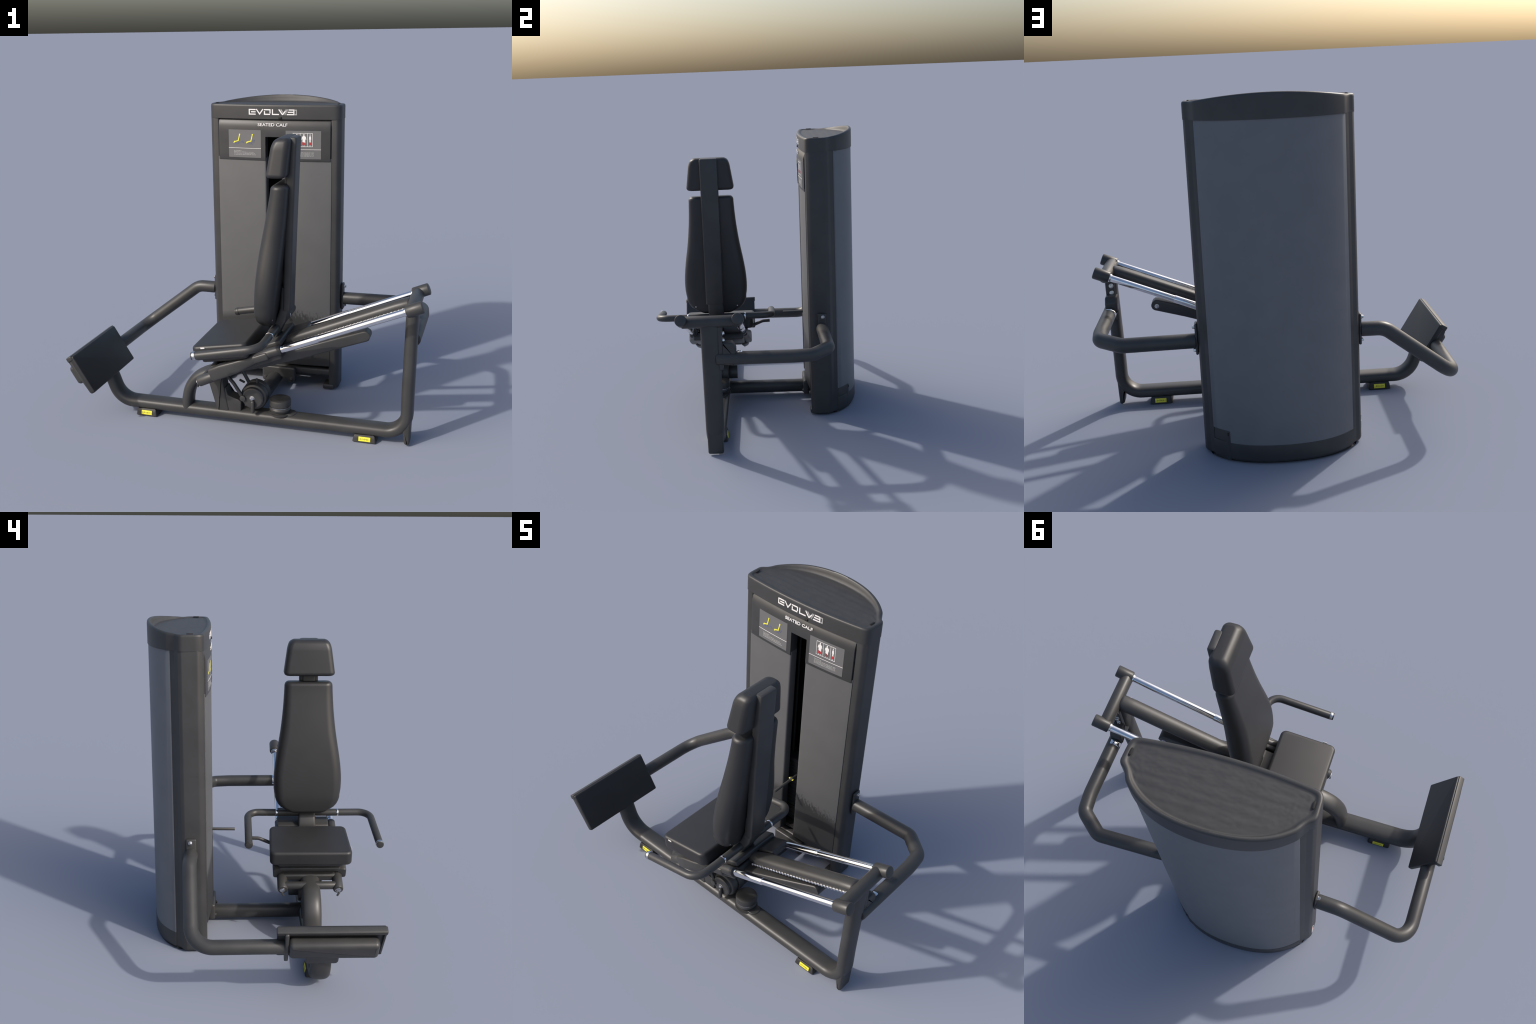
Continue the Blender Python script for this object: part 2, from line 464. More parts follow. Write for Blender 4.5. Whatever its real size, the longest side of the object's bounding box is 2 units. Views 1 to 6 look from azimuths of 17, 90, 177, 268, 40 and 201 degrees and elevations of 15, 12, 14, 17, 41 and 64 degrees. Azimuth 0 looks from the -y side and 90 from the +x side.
def text_mesh(txt, size, cx, cz, width, lift, bold=0.0):
    cu = bpy.data.curves.new("text", 'FONT'); cu.body = txt; cu.size = size
    cu.align_x = 'CENTER'; cu.align_y = 'CENTER'; cu.extrude = 0.0; cu.offset = bold
    o = bpy.data.objects.new("text", cu); bpy.context.scene.collection.objects.link(o)
    dg = bpy.context.evaluated_depsgraph_get(); me = bpy.data.meshes.new_from_object(o.evaluated_get(dg))
    bpy.data.objects.remove(o); bpy.data.curves.remove(cu)
    xs = [v.co.x for v in me.vertices]; k = width / (max(xs) - min(xs)); mid = (max(xs) + min(xs)) / 2
    ys = [v.co.y for v in me.vertices]; my = (max(ys) + min(ys)) / 2
    bm = bmesh.new(); bm.from_mesh(me)
    bmesh.ops.subdivide_edges(bm, edges=[e for e in bm.edges if e.calc_length() > size * .4], cuts=2)
    for v in bm.verts:
        x = cx + (v.co.x - mid) * k; z = cz + (v.co.y - my); v.co = (x, yfront(x) + 0.001 - lift, z)
    r = bmesh.ops.extrude_face_region(bm, geom=list(bm.faces))
    for v in r['geom']:
        if isinstance(v, bmesh.types.BMVert): v.co.y += 0.003
    return from_bm(bm, "text")
add("exercise_title", text_mesh("SEATED CALF", 0.0245, -0.001, 1.673, 0.184, 0.003, 0.0004), WHITE, cabinet)

# ---- placards
def placard(x0, x1):
    return on_face(round_poly(rect(x0, x1, 1.473, 1.640), 0.0), "instruction_placard", PLACARD, 0.0030, base=0.001)
pl_left = placard(-0.281, -0.074); pl_right = placard(0.080, 0.292)
PB = -0.0020
def text_lines(x0, x1, ztop, n, first, step=0.0075):
    ms = []
    for i in range(n):
        end = x0 + (x1 - x0) * (first if i == 0 else random.uniform(0.9, 1.0)); x = x0
        z = ztop - i * step
        while x < end:
            wd = random.uniform(0.006, 0.018); wd = min(wd, end - x)
            if wd < 0.002: break
            q = [(x, z - .0016), (x + wd, z - .0016), (x + wd, z + .0016), (x, z + .0016)]
            ms.append(rings_mesh("t", [[V((a, yfront(a) + PB + .002, b)) for a, b in q], [V((a, yfront(a) + PB - .0008, b)) for a, b in q]]))
            x += wd + random.uniform(0.0015, 0.003)
    return join_meshes("placard_text_lines", ms)
add("placard_text_lines", text_lines(-0.247, -0.107, 1.513, 4, 0.34), PALE, pl_left, stuff=True)
add("placard_text_lines", text_lines(0.115, 0.258, 1.517, 5, 0.30, 0.0065), PALE, pl_right, stuff=True)
on_face(rect(-0.281, -0.074, 1.5285, 1.5305), "divider_line", WHITE, 0.0009, pl_left, base=PB)
on_face(rect(0.080, 0.292, 1.5285, 1.5305), "divider_line", WHITE, 0.0009, pl_right, base=PB)
for k, dx in enumerate((-0.247, -0.165)):
    seat = [[(dx, 1.562), (dx + .004, 1.569)], [(dx + .002, 1.564), (dx + .012, 1.569), (dx + .028, 1.574), (dx + .036, 1.606)]]
    add("seated_figure_pictogram", stroke_mesh("seated_figure_pictogram", seat, 0.0055, 0.0010, PB), YELLOW, pl_left)
    hd = lathe("figure_head_pictogram", [(0.004, 0), (0.004, 0.003)], (dx + .0375, yfront(dx + .0375) + PB - .0010, 1.612), (0, 1, 0), 14)
    add("figure_head_pictogram", hd, YELLOW, pl_left)
    ms = []
    for _ in range(16):
        u = random.uniform(0.006, 0.062); zz = 1.553 + random.uniform(0, 0.026) * (1 if u > .035 else .35); L = random.uniform(.003, .010)
        a = random.uniform(0, 3.1)
        ms.append([(dx + u, zz), (dx + u + L * math.cos(a), zz + L * .6 * math.sin(a))])
    add("machine_pictogram", stroke_mesh("machine_pictogram", ms, 0.0018, 0.0007, PB), BLUE, pl_left, stuff=True)
bx = [(0.126, 0.164), (0.170, 0.208), (0.2165, 0.241)]
frames = [[(0.125, 1.547), (0.241, 1.547), (0.241, 1.626), (0.125, 1.626), (0.125, 1.547)], [(0.168, 1.547), (0.168, 1.626)], [(0.2125, 1.547), (0.2125, 1.626)]]
add("muscle_chart_frame", stroke_mesh("muscle_chart_frame", frames, 0.0022, 0.0008, PB), WHITE, pl_right)
for i, cx in enumerate((0.1465, 0.190, 0.2270)):
    s = 1 if i < 2 else 0.45
    bodyp = [(0, .030), (.0055 * s, .026), (.0115 * s, .022), (.0145 * s, .006), (.0115 * s, .004), (.008 * s, .014), (.0085 * s, -.004), (.0085 * s, -.014), (.0, -.010),
             (-.0085 * s, -.014), (-.0085 * s, -.004), (-.008 * s, .014), (-.0115 * s, .004), (-.0145 * s, .006), (-.0115 * s, .022), (-.0055 * s, .026)]
    ms = [lathe("h", [(0.0042 if s == 1 else .0032, 0), (0.0042 if s == 1 else .0032, 0.003)], (cx, yfront(cx) + PB - .0009, 1.6165), (0, 1, 0), 14)]
    f = [V((cx + u, yfront(cx) + PB - .0008, 1.583 + v)) for u, v in bodyp]; b = [p + V((0, .003, 0)) for p in f]
    ms.append(rings_mesh("b", [b, f]))
    add("body_chart_figure", join_meshes("body_chart_figure", ms), WHITE, pl_right)
    legs = [[(cx - .0055 * s, 1.571), (cx - .0055 * s, 1.560)], [(cx + .0055 * s, 1.571), (cx + .0055 * s, 1.560)]]
    add("calf_highlight", stroke_mesh("calf_highlight", legs, 0.0065 if s == 1 else .005, 0.0010, PB), RED, pl_right)
    feet = [[(cx - .006 * s, 1.554), (cx - .004 * s, 1.551)], [(cx + .006 * s, 1.554), (cx + .004 * s, 1.551)]]
    add("chart_foot", stroke_mesh("chart_foot", feet, 0.0022, 0.0009, PB), WHITE, pl_right)

# ---- weight stack inside the window
zz = 0.20
plate_me = box("weight_plate", (0, 0, 0), (0.26, 0.10, 0.0265), 0.003)
while zz < 0.69:
    o = add("weight_plate", plate_me, RUBBER, cabinet) if zz == 0.20 else None
    if o is None:
        o = bpy.data.objects.new("weight_plate", plate_me); bpy.context.scene.collection.objects.link(o); o.parent = cabinet
    o.location = (0.006, 0.462, zz); zz += 0.029
for x in (-0.10, 0.11):
    add("guide_rod", cyl("guide_rod", (x, 0.47, 0.16), (x, 0.47, 1.7), 0.008), RUBBER, cabinet)
pin = add("selector_pin", cyl("selector_pin", (0.002, 0.188, 0.588), (0.006, 0.46, 0.590), 0.0085), PAINT, cabinet)
add("pin_knob", lathe("pin_knob", [(0.004, 0), (0.014, 0.004), (0.016, 0.012), (0.012, 0.022), (0.006, 0.028)], (0.006, 0.352, 0.590), (0, -1, 0), 24), RUBBER, cabinet)
for a in (20, 140, 250):
    c = V((0.006 + 0.013 * math.cos(math.radians(a)), 0.333, 0.590 + 0.013 * math.sin(math.radians(a))))
    add("knob_mark", box("knob_mark", c, (0.009, 0.012, 0.006), 0.002), YELLOW, cabinet)
add("panel_rivet", lathe("panel_rivet", [(0.009, 0), (0.008, 0.004), (0.004, 0.006)], (0.066, 0.327, 0.41), (0, -1, 0), 16), STEEL, cabinet)

# ---- lower cross rail, mounting plates
add("cabinet_rail", sweep("cabinet_rail", [(-0.35, 0.372, 0.110), (0.35, 0.372, 0.110)], 0.024, power=3.2, ref=(0, 0, 1)), PLASTIC, cabinet)
for sgn in (1, -1):
    mp = add("mounting_plate", box("mounting_plate", (sgn * 0.4165, 0.425, 0.606), (0.014, 0.055, 0.165), 0.006), PAINT, cabinet)
    for z in (0.668, 0.545):
        hexbolt("bolt", (sgn * 0.4235, 0.430, z), (sgn, 0, 0), 0.0085, 0.013, STEEL, cabinet)
add("serial_label", box("serial_label", (-0.4085, 0.445, 0.088), (0.002, 0.028, 0.038), 0.0), WHITE, cabinet)
add("caution_label", box("caution_label", (-0.4085, 0.445, 0.128), (0.002, 0.024, 0.026), 0.0), WHITE, cabinet)
add("caution_mark", box("caution_mark", (-0.4095, 0.445, 0.134), (0.002, 0.020, 0.008), 0.0), RED, cabinet)

# ================================================================== BASE BEAM AND POST
bw, bh = 0.054, 0.039
beam_path = fillet([(-0.876, CY, 0.255), (-0.808, CY, 0.0645), (0.911, CY, 0.0645), (0.9125, CY, 0.30), (0.924, CY, 0.80)], [0.13, 0.14, 0.0], 14)
base_beam = add("base_beam", sweep("base_beam", beam_path, bw, 0.0345, ref=(0, 1, 0), n=36, power=2.6), PAINT)
# tail spur below the bend
spur = [(0.938, 0.20), (0.932, 0.010), (0.920, 0.003), (0.903, 0.012), (0.893, 0.075), (0.876, 0.105), (0.890, 0.16), (0.92, 0.20)]
add("post_spur", prism("post_spur", round_poly(spur, [0.004, 0.012, 0.006, 0.01, 0.02, 0.01, 0.01, 0.01]), CY - 0.047, CY + 0.045, 0.012, SIDE), PAINT)

for fx in (-0.622, 0.686):
    poly = round_poly([(-0.066, -0.063), (0.066, -0.063), (0.066, 0.063), (-0.066, 0.063)], 0.010)
    rings = []
    for h, d in ((0.0, 0.002), (0.002, 0.0), (0.022, 0.004), (0.036, 0.008), (0.042, 0.014)):
        rings.append([V((fx + u, CY + v, h)) for u, v in inset(poly, d)])
    foot = add("rubber_foot", rings_mesh("rubber_foot", rings), RUBBER)
    for sy in (-1, 1):
        rot = Matrix.Rotation(math.radians(sy * 12), 3, 'X')
        add("warning_label", box("warning_label", (fx + 0.002, CY + sy * 0.0597, 0.0205), (0.066, 0.003, 0.025), 0.0006, rot), YELLOW, foot)
        ms = [box("ink", (fx - 0.022 + 0.0062 * i + random.uniform(-.001, .001), CY + sy * 0.0605, 0.0205), (0.0035, 0.0022, random.uniform(.004, .009)), 0, rot) for i in range(8)]
        add("label_ink_marks", join_meshes("label_ink_marks", ms), OLIVE, foot, stuff=True)

# ================================================================== FRONT SUPPORT AND INCLINED RAIL
SL = 0.41                                   # slope of the rails
def zr(x): return 0.811 + SL * (x - 0.895)   # height of the rod axes
def zt_(x): return 0.803 + SL * (x - 0.88)   # height of the thick rail axis
def spline(pts, n=6):
    P = [V(p) for p in pts]; out = []
    for i in range(len(P) - 1):
        p0, p1, p2, p3 = P[max(i - 1, 0)], P[i], P[i + 1], P[min(i + 2, len(P) - 1)]
        for k in range(n):
            t = k / n
            out.append(0.5 * (2 * p1 + (p2 - p0) * t + (2 * p0 - 5 * p1 + 4 * p2 - p3) * t * t + (3 * p1 - p0 - 3 * p2 + p3) * t ** 3))
    return out + [P[-1]]
arch = spline([(-0.372, CY, 0.06), (-0.369, CY, 0.13), (-0.351, CY, 0.20), (-0.313, CY, 0.256), (-0.262, CY, 0.292), (-0.20, CY, 0.318), (-0.10, CY, 0.360), (0.12, CY, zt_(0.12) - 0.03)])
add("support_arch", sweep("support_arch", arch, 0.054, 0.033, ref=(0, 1, 0), n=32, power=2.4), PAINT)
rail_path = [(0.20, CY, zt_(0.20) - 0.01), (0.24, CY, zt_(0.24)), (0.28, CY, zt_(0.28)), (0.34, CY, zt_(0.34)), (0.5, CY, zt_(0.5)), (0.7, CY, zt_(0.7)), (0.84, CY, zt_(0.84)), (0.915, CY, zt_(0.915) - 0.004)]
def rail_taper(f):
    return 0.62 + 0.38 * min(1, f * 7 / 3.0) if f < 0.9 else 1.0
rail = add("inclined_rail", sweep("inclined_rail", rail_path, 0.044, 0.036, ref=(0, 1, 0), n=32, power=2.3, cap_round=0.5, taper=rail_taper), PAINT)
# toothed adjustment strip along both sides of the rail
ms = []
dirv = V((1, 0, SL)).normalized(); up = V((-SL, 0, 1)).normalized()
rotm = Matrix(((dirv.x, 0, up.x), (0, 1, 0), (dirv.z, 0, up.z)))
x = 0.27
ms.append(box("strip", V(((0.27 + 0.885) / 2, CY, zt_((0.27 + 0.885) / 2) - 0.012)), ((0.885 - 0.27) / dirv.x, 0.086, 0.008), 0.001, rotm))
ms[-1].transform(Matrix.Translation((0, -0.006, 0)))
while x < 0.88:
    for sy in (-1, 1):
        ms.append(box("tooth", V((x, CY - 0.006 + sy * 0.042, zt_(x) - 0.012)), (0.012, 0.008, 0.013), 0.002, rotm, 1))
    x += 0.0195
add("toothed_strip", join_meshes("toothed_strip", ms), STEEL, rail, stuff=True)

# T-shaped head
RY = (-0.408, -0.087)
head = add("rail_head", sweep("rail_head", [(0.932, RY[0], 0.820), (0.932, RY[1], 0.820)], 0.035), PAINT)
for y in RY:
    a = V((0.905, y, zr(0.905))); add("rod_socket", cyl("rod_socket", a, a + dirv * 0.092, 0.0335, 32, 0.2), PAINT, head)
    add("socket_ring", cyl("socket_ring", a - dirv * 0.010, a + dirv * 0.005, 0.0235, 24), CHROME, head)
    s = V((0.10, y, zr(0.10)))
    add("slide_rod", cyl("slide_rod", s, a + dirv * 0.02, 0.0190, 28), CHROME)
    c = V((0.26, y, zr(0.26)))
    add("slide_bearing", cyl("slide_bearing", c, c + dirv * (0.20 if y < -0.2 else 0.32), 0.0215, 28, 0.1), CHROME)
    # rod pinned at the low end
    lo = V((-0.13, y, 0.357))
    end = V((-0.243, y, 0.303))
    add("rod_stub", cyl("rod_stub", lo, end, 0.030, 28, 0.25), PAINT)
    d2 = (end - lo).normalized()
    hexbolt("bolt", end, d2, 0.013, 0.010, STEEL, ROOT)
    add("locking_tab", box("locking_tab", end + V((-0.006, 0.0 , -0.022)), (0.006, 0.012, 0.028), 0.002, Matrix.Rotation(0.5 if y < -.2 else -0.5, 3, 'X')), PAINT)
add("low_crossbar", cyl("low_crossbar", (-0.215, RY[0], 0.320), (-0.215, RY[1], 0.320), 0.0235), PAINT)

# gusset and clamp joining head, post and the rear tube
gus = [(0.895, 0.80), (0.945, 0.80), (0.948, 0.66), (0.942, 0.53), (0.900, 0.53)]
add("post_gusset", prism("post_gusset", round_poly(gus, 0.008), -0.206, -0.182, 0.004, SIDE), PAINT)
blk = round_poly([(-0.185, 0.60), (-0.104, 0.60), (-0.104, 0.66), (-0.125, 0.694), (-0.185, 0.694)], [0.004, 0.004, 0.03, 0.02, 0.004])
add("clamp_block", prism("clamp_block", blk, 0.880, 0.948, 0.010, FRONT), PAINT)
for z in (0.742, 0.70):
    hexbolt("bolt", (0.915, -0.183, z), (-0.2, 1, 0.1), 0.010, 0.014, STEEL, ROOT)

# ================================================================== SIDE TUBES
rt = fillet([(0.42, 0.425, 0.592), (0.795, 0.435, 0.592), (0.918, 0.335, 0.594), (0.930, 0.23, 0.595), (0.928, -0.22, 0.597)], [0.06, 0.06, 0.3], 6)
add("rear_tube", sweep("rear_tube", rt, 0.0385, ref=(0, 0, 1)), PAINT)
add("clamp_ring", cyl("clamp_ring", (0.922, -0.070, 0.602), (0.922, -0.100, 0.602), 0.0355, 28, 0.08), CHROME)
ltp = fillet([(-0.42, 0.426, 0.600), (-0.543, 0.430, 0.600), (-0.921, 0.406, 0.309), (-0.924, -0.07, 0.314)], [0.10, 0.115], 14)
add("footplate_tube", sweep("footplate_tube", ltp, 0.0380, ref=None, n=28), PAINT)

# ================================================================== FOOTPLATE
# local frame: w along the plate's slope (up and away), n out of the face towards the seat
pc = V((-0.8995, -0.290, 0.329)); wdir = V((-0.129, 0, 0.209)).normalized(); ndir = V((wdir.z, 0, -wdir.x))
FP = lambda u, v, h: pc + V((0, u, 0)) + wdir * v + ndir * h
pol = round_poly([(-0.270, -0.122), (0.270, -0.122), (0.270, 0.122), (-0.270, 0.122)], 0.010)
plate = add("footplate", prism("footplate", pol, -0.012, 0.018, 0.008, FP), VINYL)
edge = round_poly([(-0.274, 0.100), (0.274, 0.100), (0.274, 0.128), (-0.274, 0.128)], 0.006)
add("footplate_lip", prism("footplate_lip", edge, -0.030, 0.010, 0.008, FP), PAINT, plate)
backp = round_poly([(-0.238, -0.047), (0.212, -0.047), (0.212, 0.072), (-0.238, 0.072)], 0.022)
add("footplate_hub", prism("footplate_hub", backp, -0.079, -0.008, 0.024, FP), PAINT, plate)
fin = round_poly([(0.012, -0.108), (0.055, -0.112), (0.068, 0.0), (0.040, 0.118), (-0.012, 0.118)], [0.012, 0.03, 0.04, 0.01, 0.004])
add("footplate_rib", prism("footplate_rib", fin, 0.212, 0.232, 0.006, lambda u, v, h: FP(h, v, -u)), PAINT, plate)
fin2 = round_poly([(-0.004, -0.118), (0.014, -0.112), (0.030, 0.118), (-0.004, 0.118)], 0.004)
add("footplate_rib", prism("footplate_rib", fin2, -0.268, -0.256, 0.004, lambda u, v, h: FP(h, v, -u)), PAINT, plate)
collar = round_poly([(-0.085, -0.122), (0.085, -0.122), (0.085, -0.030), (-0.085, -0.030)], 0.02)
add("footplate_socket", prism("footplate_socket", collar, -0.062, -0.008, 0.012, lambda u, v, h: FP(u + 0.04, v, h)), PAINT, plate)

# ================================================================== SEAT CARRIAGE
def carriage_z(x): return 0.420 + SL * (x - 0.02)
cmid = V((0.035, -0.2475, carriage_z(0.035)))
carriage = add("seat_carriage", box("seat_carriage", cmid, (0.44, 0.330, 0.048), 0.012, rotm), PAINT)
for y, s in ((-0.437, -1), (-0.060, 1)):
    # slide housing: deep block in front, drawn out to a round collar round the rod
    stations = [(-0.158, 0.370, 0.022, 0.032), (-0.150, 0.371, 0.025, 0.038), (-0.09, 0.398, 0.026, 0.040), (-0.01, 0.430, 0.026, 0.036),
                (0.06, 0.462, 0.026, 0.029), (0.12, 0.490, 0.027, 0.027), (0.18, zr(0.18) + .002, 0.027, 0.0265), (0.238, zr(0.238), 0.027, 0.0265)]
    rings = []
    for i, (x, z, hy, hz) in enumerate(stations):
        yy = y + (RY[0 if s < 0 else 1] - y) * min(1, max(0, (x + 0.02) / 0.14))
        pw = 5.0 if x < 0 else (3.2 if x < 0.1 else 2.0); ring = []
        for j in range(28):
            a = 2 * math.pi * j / 28; ca, sa = math.cos(a), math.sin(a)
            ring.append(V((x, yy, z)) + V((0, 1, 0)) * math.copysign(abs(ca) ** (2 / pw), ca) * hy + up * math.copysign(abs(sa) ** (2 / pw), sa) * hz)
        rings.append(ring)
    add("slide_housing", rings_mesh("slide_housing", rings), PAINT, carriage, 45)
    add("slide_cover", box("slide_cover", (0.08, y - s * 0.035, carriage_z(0.08) + 0.026), (0.20, 0.075, 0.045), 0.012, rotm), PAINT, carriage)
add("rear_cover", box("rear_cover", (0.262, -0.142, 0.560), (0.165, 0.130, 0.040), 0.012, rotm), PAINT, carriage)
add("front_bar", box("front_bar", (-0.145, -0.2475, 0.402), (0.05, 0.36, 0.036), 0.012, rotm), PAINT, carriage)
add("rear_plate", box("rear_plate", (0.190, -0.228, 0.556), (0.090, 0.315, 0.034), 0.010, rotm), PAINT, carriage)

# seat pad
sa = math.radians(8.8); sd = V((math.cos(sa), 0, math.sin(sa))); su = V((-math.sin(sa), 0, math.cos(sa)))
so = V((-0.250, -0.2475, 0.495))
SP = lambda u, v, h: so + sd * u + V((0, v, 0)) + su * h
seat_o = round_poly([(0.0, -0.236), (0.322, -0.228), (0.322, 0.228), (0.0, 0.236)], 0.035, 8)
seat = add("seat_pad", prism("seat_pad", seat_o, -0.040, 0.043, 0.017, SP, 6, r0=0.012), VINYL)
und = round_poly([(0.03, -0.19), (0.31, -0.19), (0.31, 0.19), (0.03, 0.19)], 0.02)
add("seat_base", prism("seat_base", und, -0.068, -0.036, 0.008, SP), PAINT, seat)
add("seat_bracket", box("seat_bracket", (0.06, -0.2475, 0.463), (0.20, 0.22, 0.05), 0.01, Matrix.Rotation(-0.28, 3, 'Y')), PAINT, seat)
add("seat_label", box("seat_label", (-0.186, -0.4840, 0.538), (0.024, 0.002, 0.008), 0.0005, Matrix.Rotation(-sa, 3, 'Y')), WHITE, seat)

# release lever
add("release_lever", sweep("release_lever", fillet([(-0.003, -0.06, 0.498), (-0.003, -0.02, 0.502), (-0.002, 0.045, 0.530), (-0.002, 0.095, 0.532)], 0.06, 6), 0.0105), PAINT)

# ================================================================== BACKREST
# outline half widths by height, side profile front/back by height
def interp(tab, z):
    if z <= tab[0][0]: return tab[0][1]
    for (a, b), (c, d) in zip(tab[:-1], tab[1:]):
        if z <= c:
            f = (z - a) / (c - a); return b + (d - b) * f
    return tab[-1][1]
def smooth_tab(tab, z, w=0.05): return sum(interp(tab, z + w * (k - 3) / 3) for k in range(7)) / 7

def cushion(name, zs, width, front, back, r, yc, mat, corner, parent=None):
    """upholstered pad: cross-section ring at each height is a rounded rectangle"""
    z0, z1 = zs; rings = []; N = 64
    steps = [0, .15, .35, .6, .8, .93, 1.0]
    levels = [z0 + r * (1 - math.cos(a * math.pi / 2)) for a in [s for s in steps]]
    hs = []
    for s in steps: hs.append((z0 + r * (1 - math.cos(s * math.pi / 2)), 1 - math.sin(s * math.pi / 2)))
    K = 40
    body = [(z0 + r + (z1 - z0 - 2 * r) * i / K, 0.0) for i in range(1, K)]
    top = [(z1 - (h - z0), k) for h, k in hs[::-1]]
    for z, k in hs + body + top:
        hw = width(z) - r * k; xf, xb = front(z) + r * k, back(z) - r * k
        cx, hx = (xf + xb) / 2, (xb - xf) / 2
        rc = max(0.002, min(corner, hx * 0.97) - r * k * 0.5)
        q = round_poly([(-hx, -hw), (hx, -hw), (hx, hw), (-hx, hw)], rc, 9)
        rings.append([V((cx + u, yc + v, z)) for u, v in q])
    return add(name, rings_mesh(name, rings), mat, parent, 50)

W_TAB = [(0.655, 0.095), (0.672, 0.150), (0.70, 0.176), (0.74, 0.193), (0.80, 0.2005), (0.86, 0.2015), (0.92, 0.197), (1.0, 0.186), (1.13, 0.163), (1.28, 0.146), (1.45, 0.137)]
F_TAB = [(0.645, 0.103), (0.70, 0.087), (0.80, 0.087), (0.95, 0.098), (1.10, 0.117), (1.25, 0.145), (1.43, 0.177)]
B_TAB = [(0.645, 0.176), (0.70, 0.188), (0.80, 0.206), (1.0, 0.228), (1.25, 0.252), (1.43, 0.266)]
backrest = cushion("backrest_pad", (0.646, 1.435), lambda z: smooth_tab(W_TAB, z, 0.018 if z < .75 else .06) + 0.003, lambda z: smooth_tab(F_TAB, z, .06), lambda z: smooth_tab(B_TAB, z, .06), 0.022, -0.249, VINYL, 0.056)
headrest = cushion("headrest_pad", (1.474, 1.680), lambda z: 0.151 - 0.028 * (z - 1.48) / 0.2 - 0.012 * max(0, (z - 1.62) / .06) ** 2, lambda z: 0.153 + 0.030 * (z - 1.484) / 0.2 + 0.016 * max(0, (z - 1.62) / .06) ** 2,
                   lambda z: 0.262 + 0.018 * (z - 1.48) / 0.2, 0.022, -0.2505, VINYL, 0.032)
# upright behind the pads
def slab(name, stations, r, mat, parent=None):
    rings = []
    for x0, x1, z, y0, y1 in stations:
        q = round_poly([(x0, y0), (x1, y0), (x1, y1), (x0, y1)], r, 5)
        rings.append([V((u, v, z)) for u, v in q])
    return add(name, rings_mesh(name, rings), mat, parent, 40)
post = slab("backrest_post", [(0.226, 0.262, 0.732, -0.310, -0.204), (0.224, 0.266, 0.738, -0.313, -0.201), (0.236, 0.282, 1.2, -0.309, -0.197), (0.258, 0.302, 1.668, -0.308, -0.196), (0.261, 0.299, 1.677, -0.305, -0.199), (0.266, 0.294, 1.680, -0.300, -0.204)], 0.010, PAINT)
slab("post_neck", [(0.118, 0.180, 0.520, -0.305, -0.197), (0.120, 0.190, 0.575, -0.303, -0.199), (0.145, 0.210, 0.62, -0.302, -0.202), (0.180, 0.238, 0.67, -0.302, -0.203), (0.205, 0.254, 0.74, -0.302, -0.205), (0.212, 0.256, 0.86, -0.302, -0.205)], 0.012, PAINT, post)
slab("pad_bracket", [(0.215, 0.25, 1.38, -0.29, -0.215), (0.232, 0.262, 1.44, -0.29, -0.215), (0.236, 0.264, 1.52, -0.29, -0.215)], 0.008, PAINT, post)
for y in (-0.385, -0.115):
    add("pad_screw", lathe("pad_screw", [(0.006, 0), (0.006, 0.004), (0.003, 0.006)], (0.182, y, 0.700), (1, 0, -0.3), 12), STEEL, backrest)

# ================================================================== HANDLEBAR
hb = fillet([(-0.172, -0.648, 0.558), (0.184, -0.636, 0.627), (0.184, -0.44, 0.626), (0.184, -0.067, 0.626), (0.186, 0.110, 0.627), (-0.172, 0.108, 0.560)],
            [0.075, 0.1, 0.1, 0.065], 10)
handle = add("handlebar", sweep("handlebar", hb, 0.0218, ref=(0, 0, 1), n=24), PAINT)
for y in (-0.440, -0.067):
    add("handle_ring", cyl("handle_ring", (0.184, y - 0.006, 0.626), (0.184, y + 0.006, 0.626), 0.0235), CHROME, handle)
for y, dy in ((-0.648, 0.016), (0.108, -0.004)):
    t = V((-0.307, -dy, -0.065)).normalized(); e = V((-0.166, y, 0.560))
    add("end_cap_ring", cyl("end_cap_ring", e - t * 0.004, e + t * 0.014, 0.0238), STEEL if y < 0 else PAINT, handle)
    add("end_cap", cyl("end_cap", e + t * 0.013, e + t * 0.021, 0.021), PAINT, handle)

# ================================================================== LOW TUBE AND MECHANISM
low_tube = add("connecting_tube", sweep("connecting_tube", [(0.002, -0.22, 0.060), (0.002, 0.36, 0.056)], 0.042, ref=(0, 0, 1), power=2.4), PAINT)
fl = round_poly([(-0.080, 0.035), (-0.035, 0.035), (-0.025, 0.065), (0.080, 0.065), (0.092, 0.035), (0.135, 0.035), (0.135, 0.134), (-0.080, 0.134)], 0.014)
add("tube_flange", prism("tube_flange", fl, 0.308, 0.345, 0.010, SIDE), PAINT, low_tube)
for x in (-0.057, 0.113):
    hexbolt("bolt", (x, 0.309, 0.060), (0, -1, 0), 0.010, 0.010, PAINT, low_tube)

drum_c = V((0.042, 0.012, 0.187))
drum = add("cam_drum", lathe("cam_drum", [(0.055, 0), (0.062, 0.005), (0.064, 0.022), (0.074, 0.026), (0.079, 0.034), (0.079, 0.060), (0.071, 0.064), (0.071, 0.072), (0.079, 0.076), (0.079, 0.108), (0.074, 0.114), (0.03, 0.114)],
                             drum_c + V((0, -0.322, 0)), (0, 1, 0), 44), PAINT)
hexbolt("bolt", drum_c + V((-0.002, -0.320, 0.002)), (0, -1, 0), 0.011, 0.012, STEEL, drum)
add("drum_finger", box("drum_finger", drum_c + V((0.004, -0.332, -0.045)), (0.022, 0.022, 0.075), 0.009), PAINT, drum)
add("drum_pin", cyl("drum_pin", drum_c + V((0.012, -0.27, 0.07)), drum_c + V((0.012, -0.27, 0.105)), 0.006), PAINT, drum)
add("axle_tube", cyl("axle_tube", drum_c + V((0.0, -0.215, 0)), drum_c + V((0.0, -0.15, 0)), 0.045), PAINT, drum)
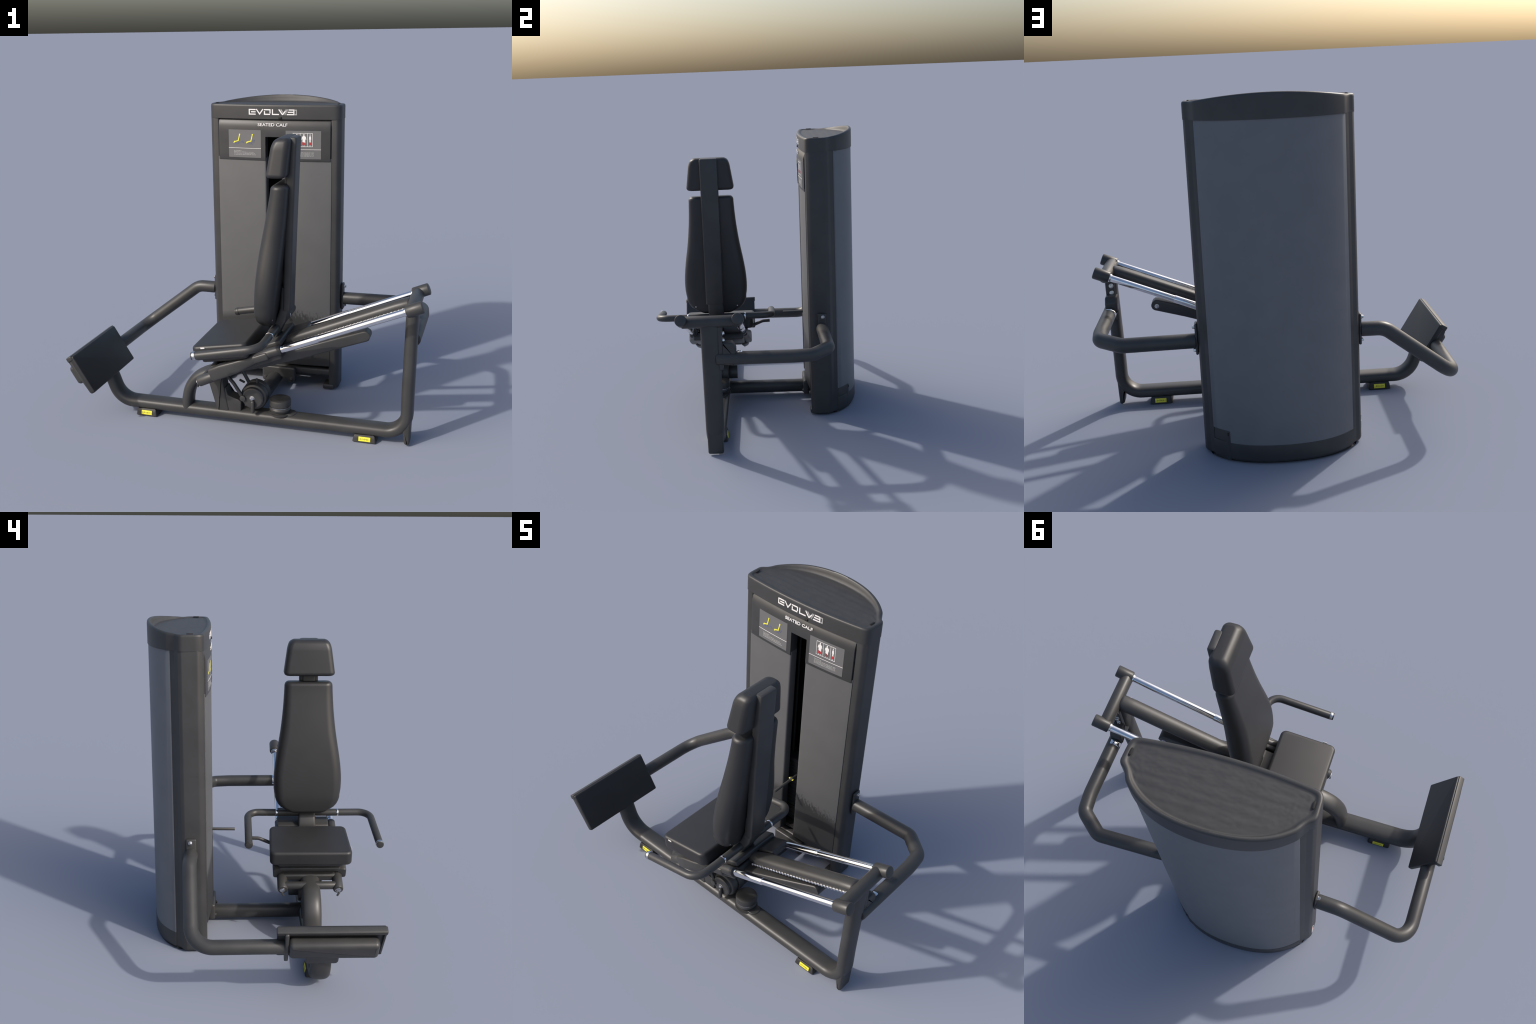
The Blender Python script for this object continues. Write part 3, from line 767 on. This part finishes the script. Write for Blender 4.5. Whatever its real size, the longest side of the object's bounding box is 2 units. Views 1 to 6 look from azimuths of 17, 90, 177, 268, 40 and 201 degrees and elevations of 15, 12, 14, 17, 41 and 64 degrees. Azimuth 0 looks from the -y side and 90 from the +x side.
add("link_rod", sweep("link_rod", [(-0.112, -0.285, 0.298), (-0.075, -0.29, 0.262), (-0.018, -0.305, 0.190)], 0.0105), PAINT)
add("link_rod", sweep("link_rod", [(-0.05, -0.22, 0.33), (0.01, -0.225, 0.225)], 0.0105), PAINT)
add("link_rod_eye", cyl("link_rod_eye", (-0.014, -0.322, 0.186), (-0.014, -0.29, 0.186), 0.017), PAINT)
add("link_tab", box("link_tab", (-0.045, -0.225, 0.252), (0.035, 0.012, 0.010), 0.002, Matrix.Rotation(0.4, 3, 'Y')), PAINT)

bum = add("rubber_bumper", lathe("rubber_bumper", [(0.066, 0), (0.066, 0.008), (0.052, 0.010), (0.054, 0.018), (0.061, 0.024), (0.063, 0.034), (0.058, 0.043), (0.057, 0.047), (0.062, 0.052), (0.063, 0.078), (0.060, 0.087), (0.052, 0.091), (0.02, 0.092)], (0.190, CY, 0.093), (0, 0, 1), 44), PAINT)
add("bumper_ring", lathe("bumper_ring", [(0.050, 0), (0.0592, 0.0005), (0.0592, 0.0035), (0.050, 0.004)], (0.190, CY, 0.1365), (0, 0, 1), 44), STEEL, bum)
add("bumper_base", prism("bumper_base", round_poly([(0.125, CY - 0.045), (0.285, CY - 0.035), (0.285, CY + 0.035), (0.125, CY + 0.045)], 0.033), 0.088, 0.104, 0.005, PLAN), PAINT, bum)

strut = [(-0.175, 0.07), (-0.108, 0.07), (-0.108, 0.10), (-0.142, 0.275), (-0.13, 0.33), (-0.24, 0.30), (-0.222, 0.235)]
add("support_strut", prism("support_strut", round_poly(strut, [0.005, 0.005, 0.03, 0.05, 0.01, 0.01, 0.03]), CY - 0.045, CY + 0.045, 0.010, SIDE), PAINT)
gusb = [(-0.13, 0.085), (-0.035, 0.085), (-0.032, 0.150), (-0.05, 0.162), (-0.112, 0.182), (-0.135, 0.26)]
add("strut_block", prism("strut_block", round_poly(gusb, [0.004, 0.004, 0.012, 0.01, 0.02, 0.01]), CY - 0.040, CY + 0.040, 0.006, SIDE), PAINT)

# lever arm under the rods
lev_c = [(-0.16, 0.338), (-0.02, 0.388), (0.16, 0.446), (0.33, 0.500), (0.50, 0.556), (0.672, 0.607)]
lev_y = [(-0.32, -0.21), (-0.335, -0.21), (-0.34, -0.205), (-0.332, -0.20), (-0.303, -0.195), (-0.266, -0.19)]
rings = []
for i, (x, z) in enumerate(lev_c):
    a = V(lev_c[max(i - 1, 0)]); b = V(lev_c[min(i + 1, len(lev_c) - 1)]); t = (b - a).normalized()
    nx, nz = -t.y, t.x; hh = [0.030, 0.034, 0.034, 0.033, 0.032, 0.032][i]; y0, y1 = lev_y[i]
    q = round_poly([(y0, -hh), (y1, -hh), (y1, hh), (y0, hh)], 0.012, 5)
    rings.append([V((x + nx * v, u, z + nz * v)) for u, v in q])
x, z = lev_c[-1]
for f in (0.5, 0.87, 1.0):
    k = math.sqrt(max(0.0, 1 - f * f)) if f < 1 else 0.15
    q = round_poly([(y0, -0.032 * k), (y1, -0.032 * k), (y1, 0.032 * k), (y0, 0.032 * k)], 0.012 * max(k, .2), 5)
    rings.append([V((x + t.x * 0.026 * f + nx * v, u, z + t.y * 0.026 * f + nz * v)) for u, v in q])
lever = add("lever_arm", rings_mesh("lever_arm", rings), PAINT, None, 40)
add("lever_pivot", lathe("lever_pivot", [(0.013, 0), (0.013, 0.004), (0.008, 0.005), (0.006, 0.003)], (0.666, -0.191, 0.603), (0, 1, 0), 20), STEEL, lever)

bpy.context.view_layer.update()
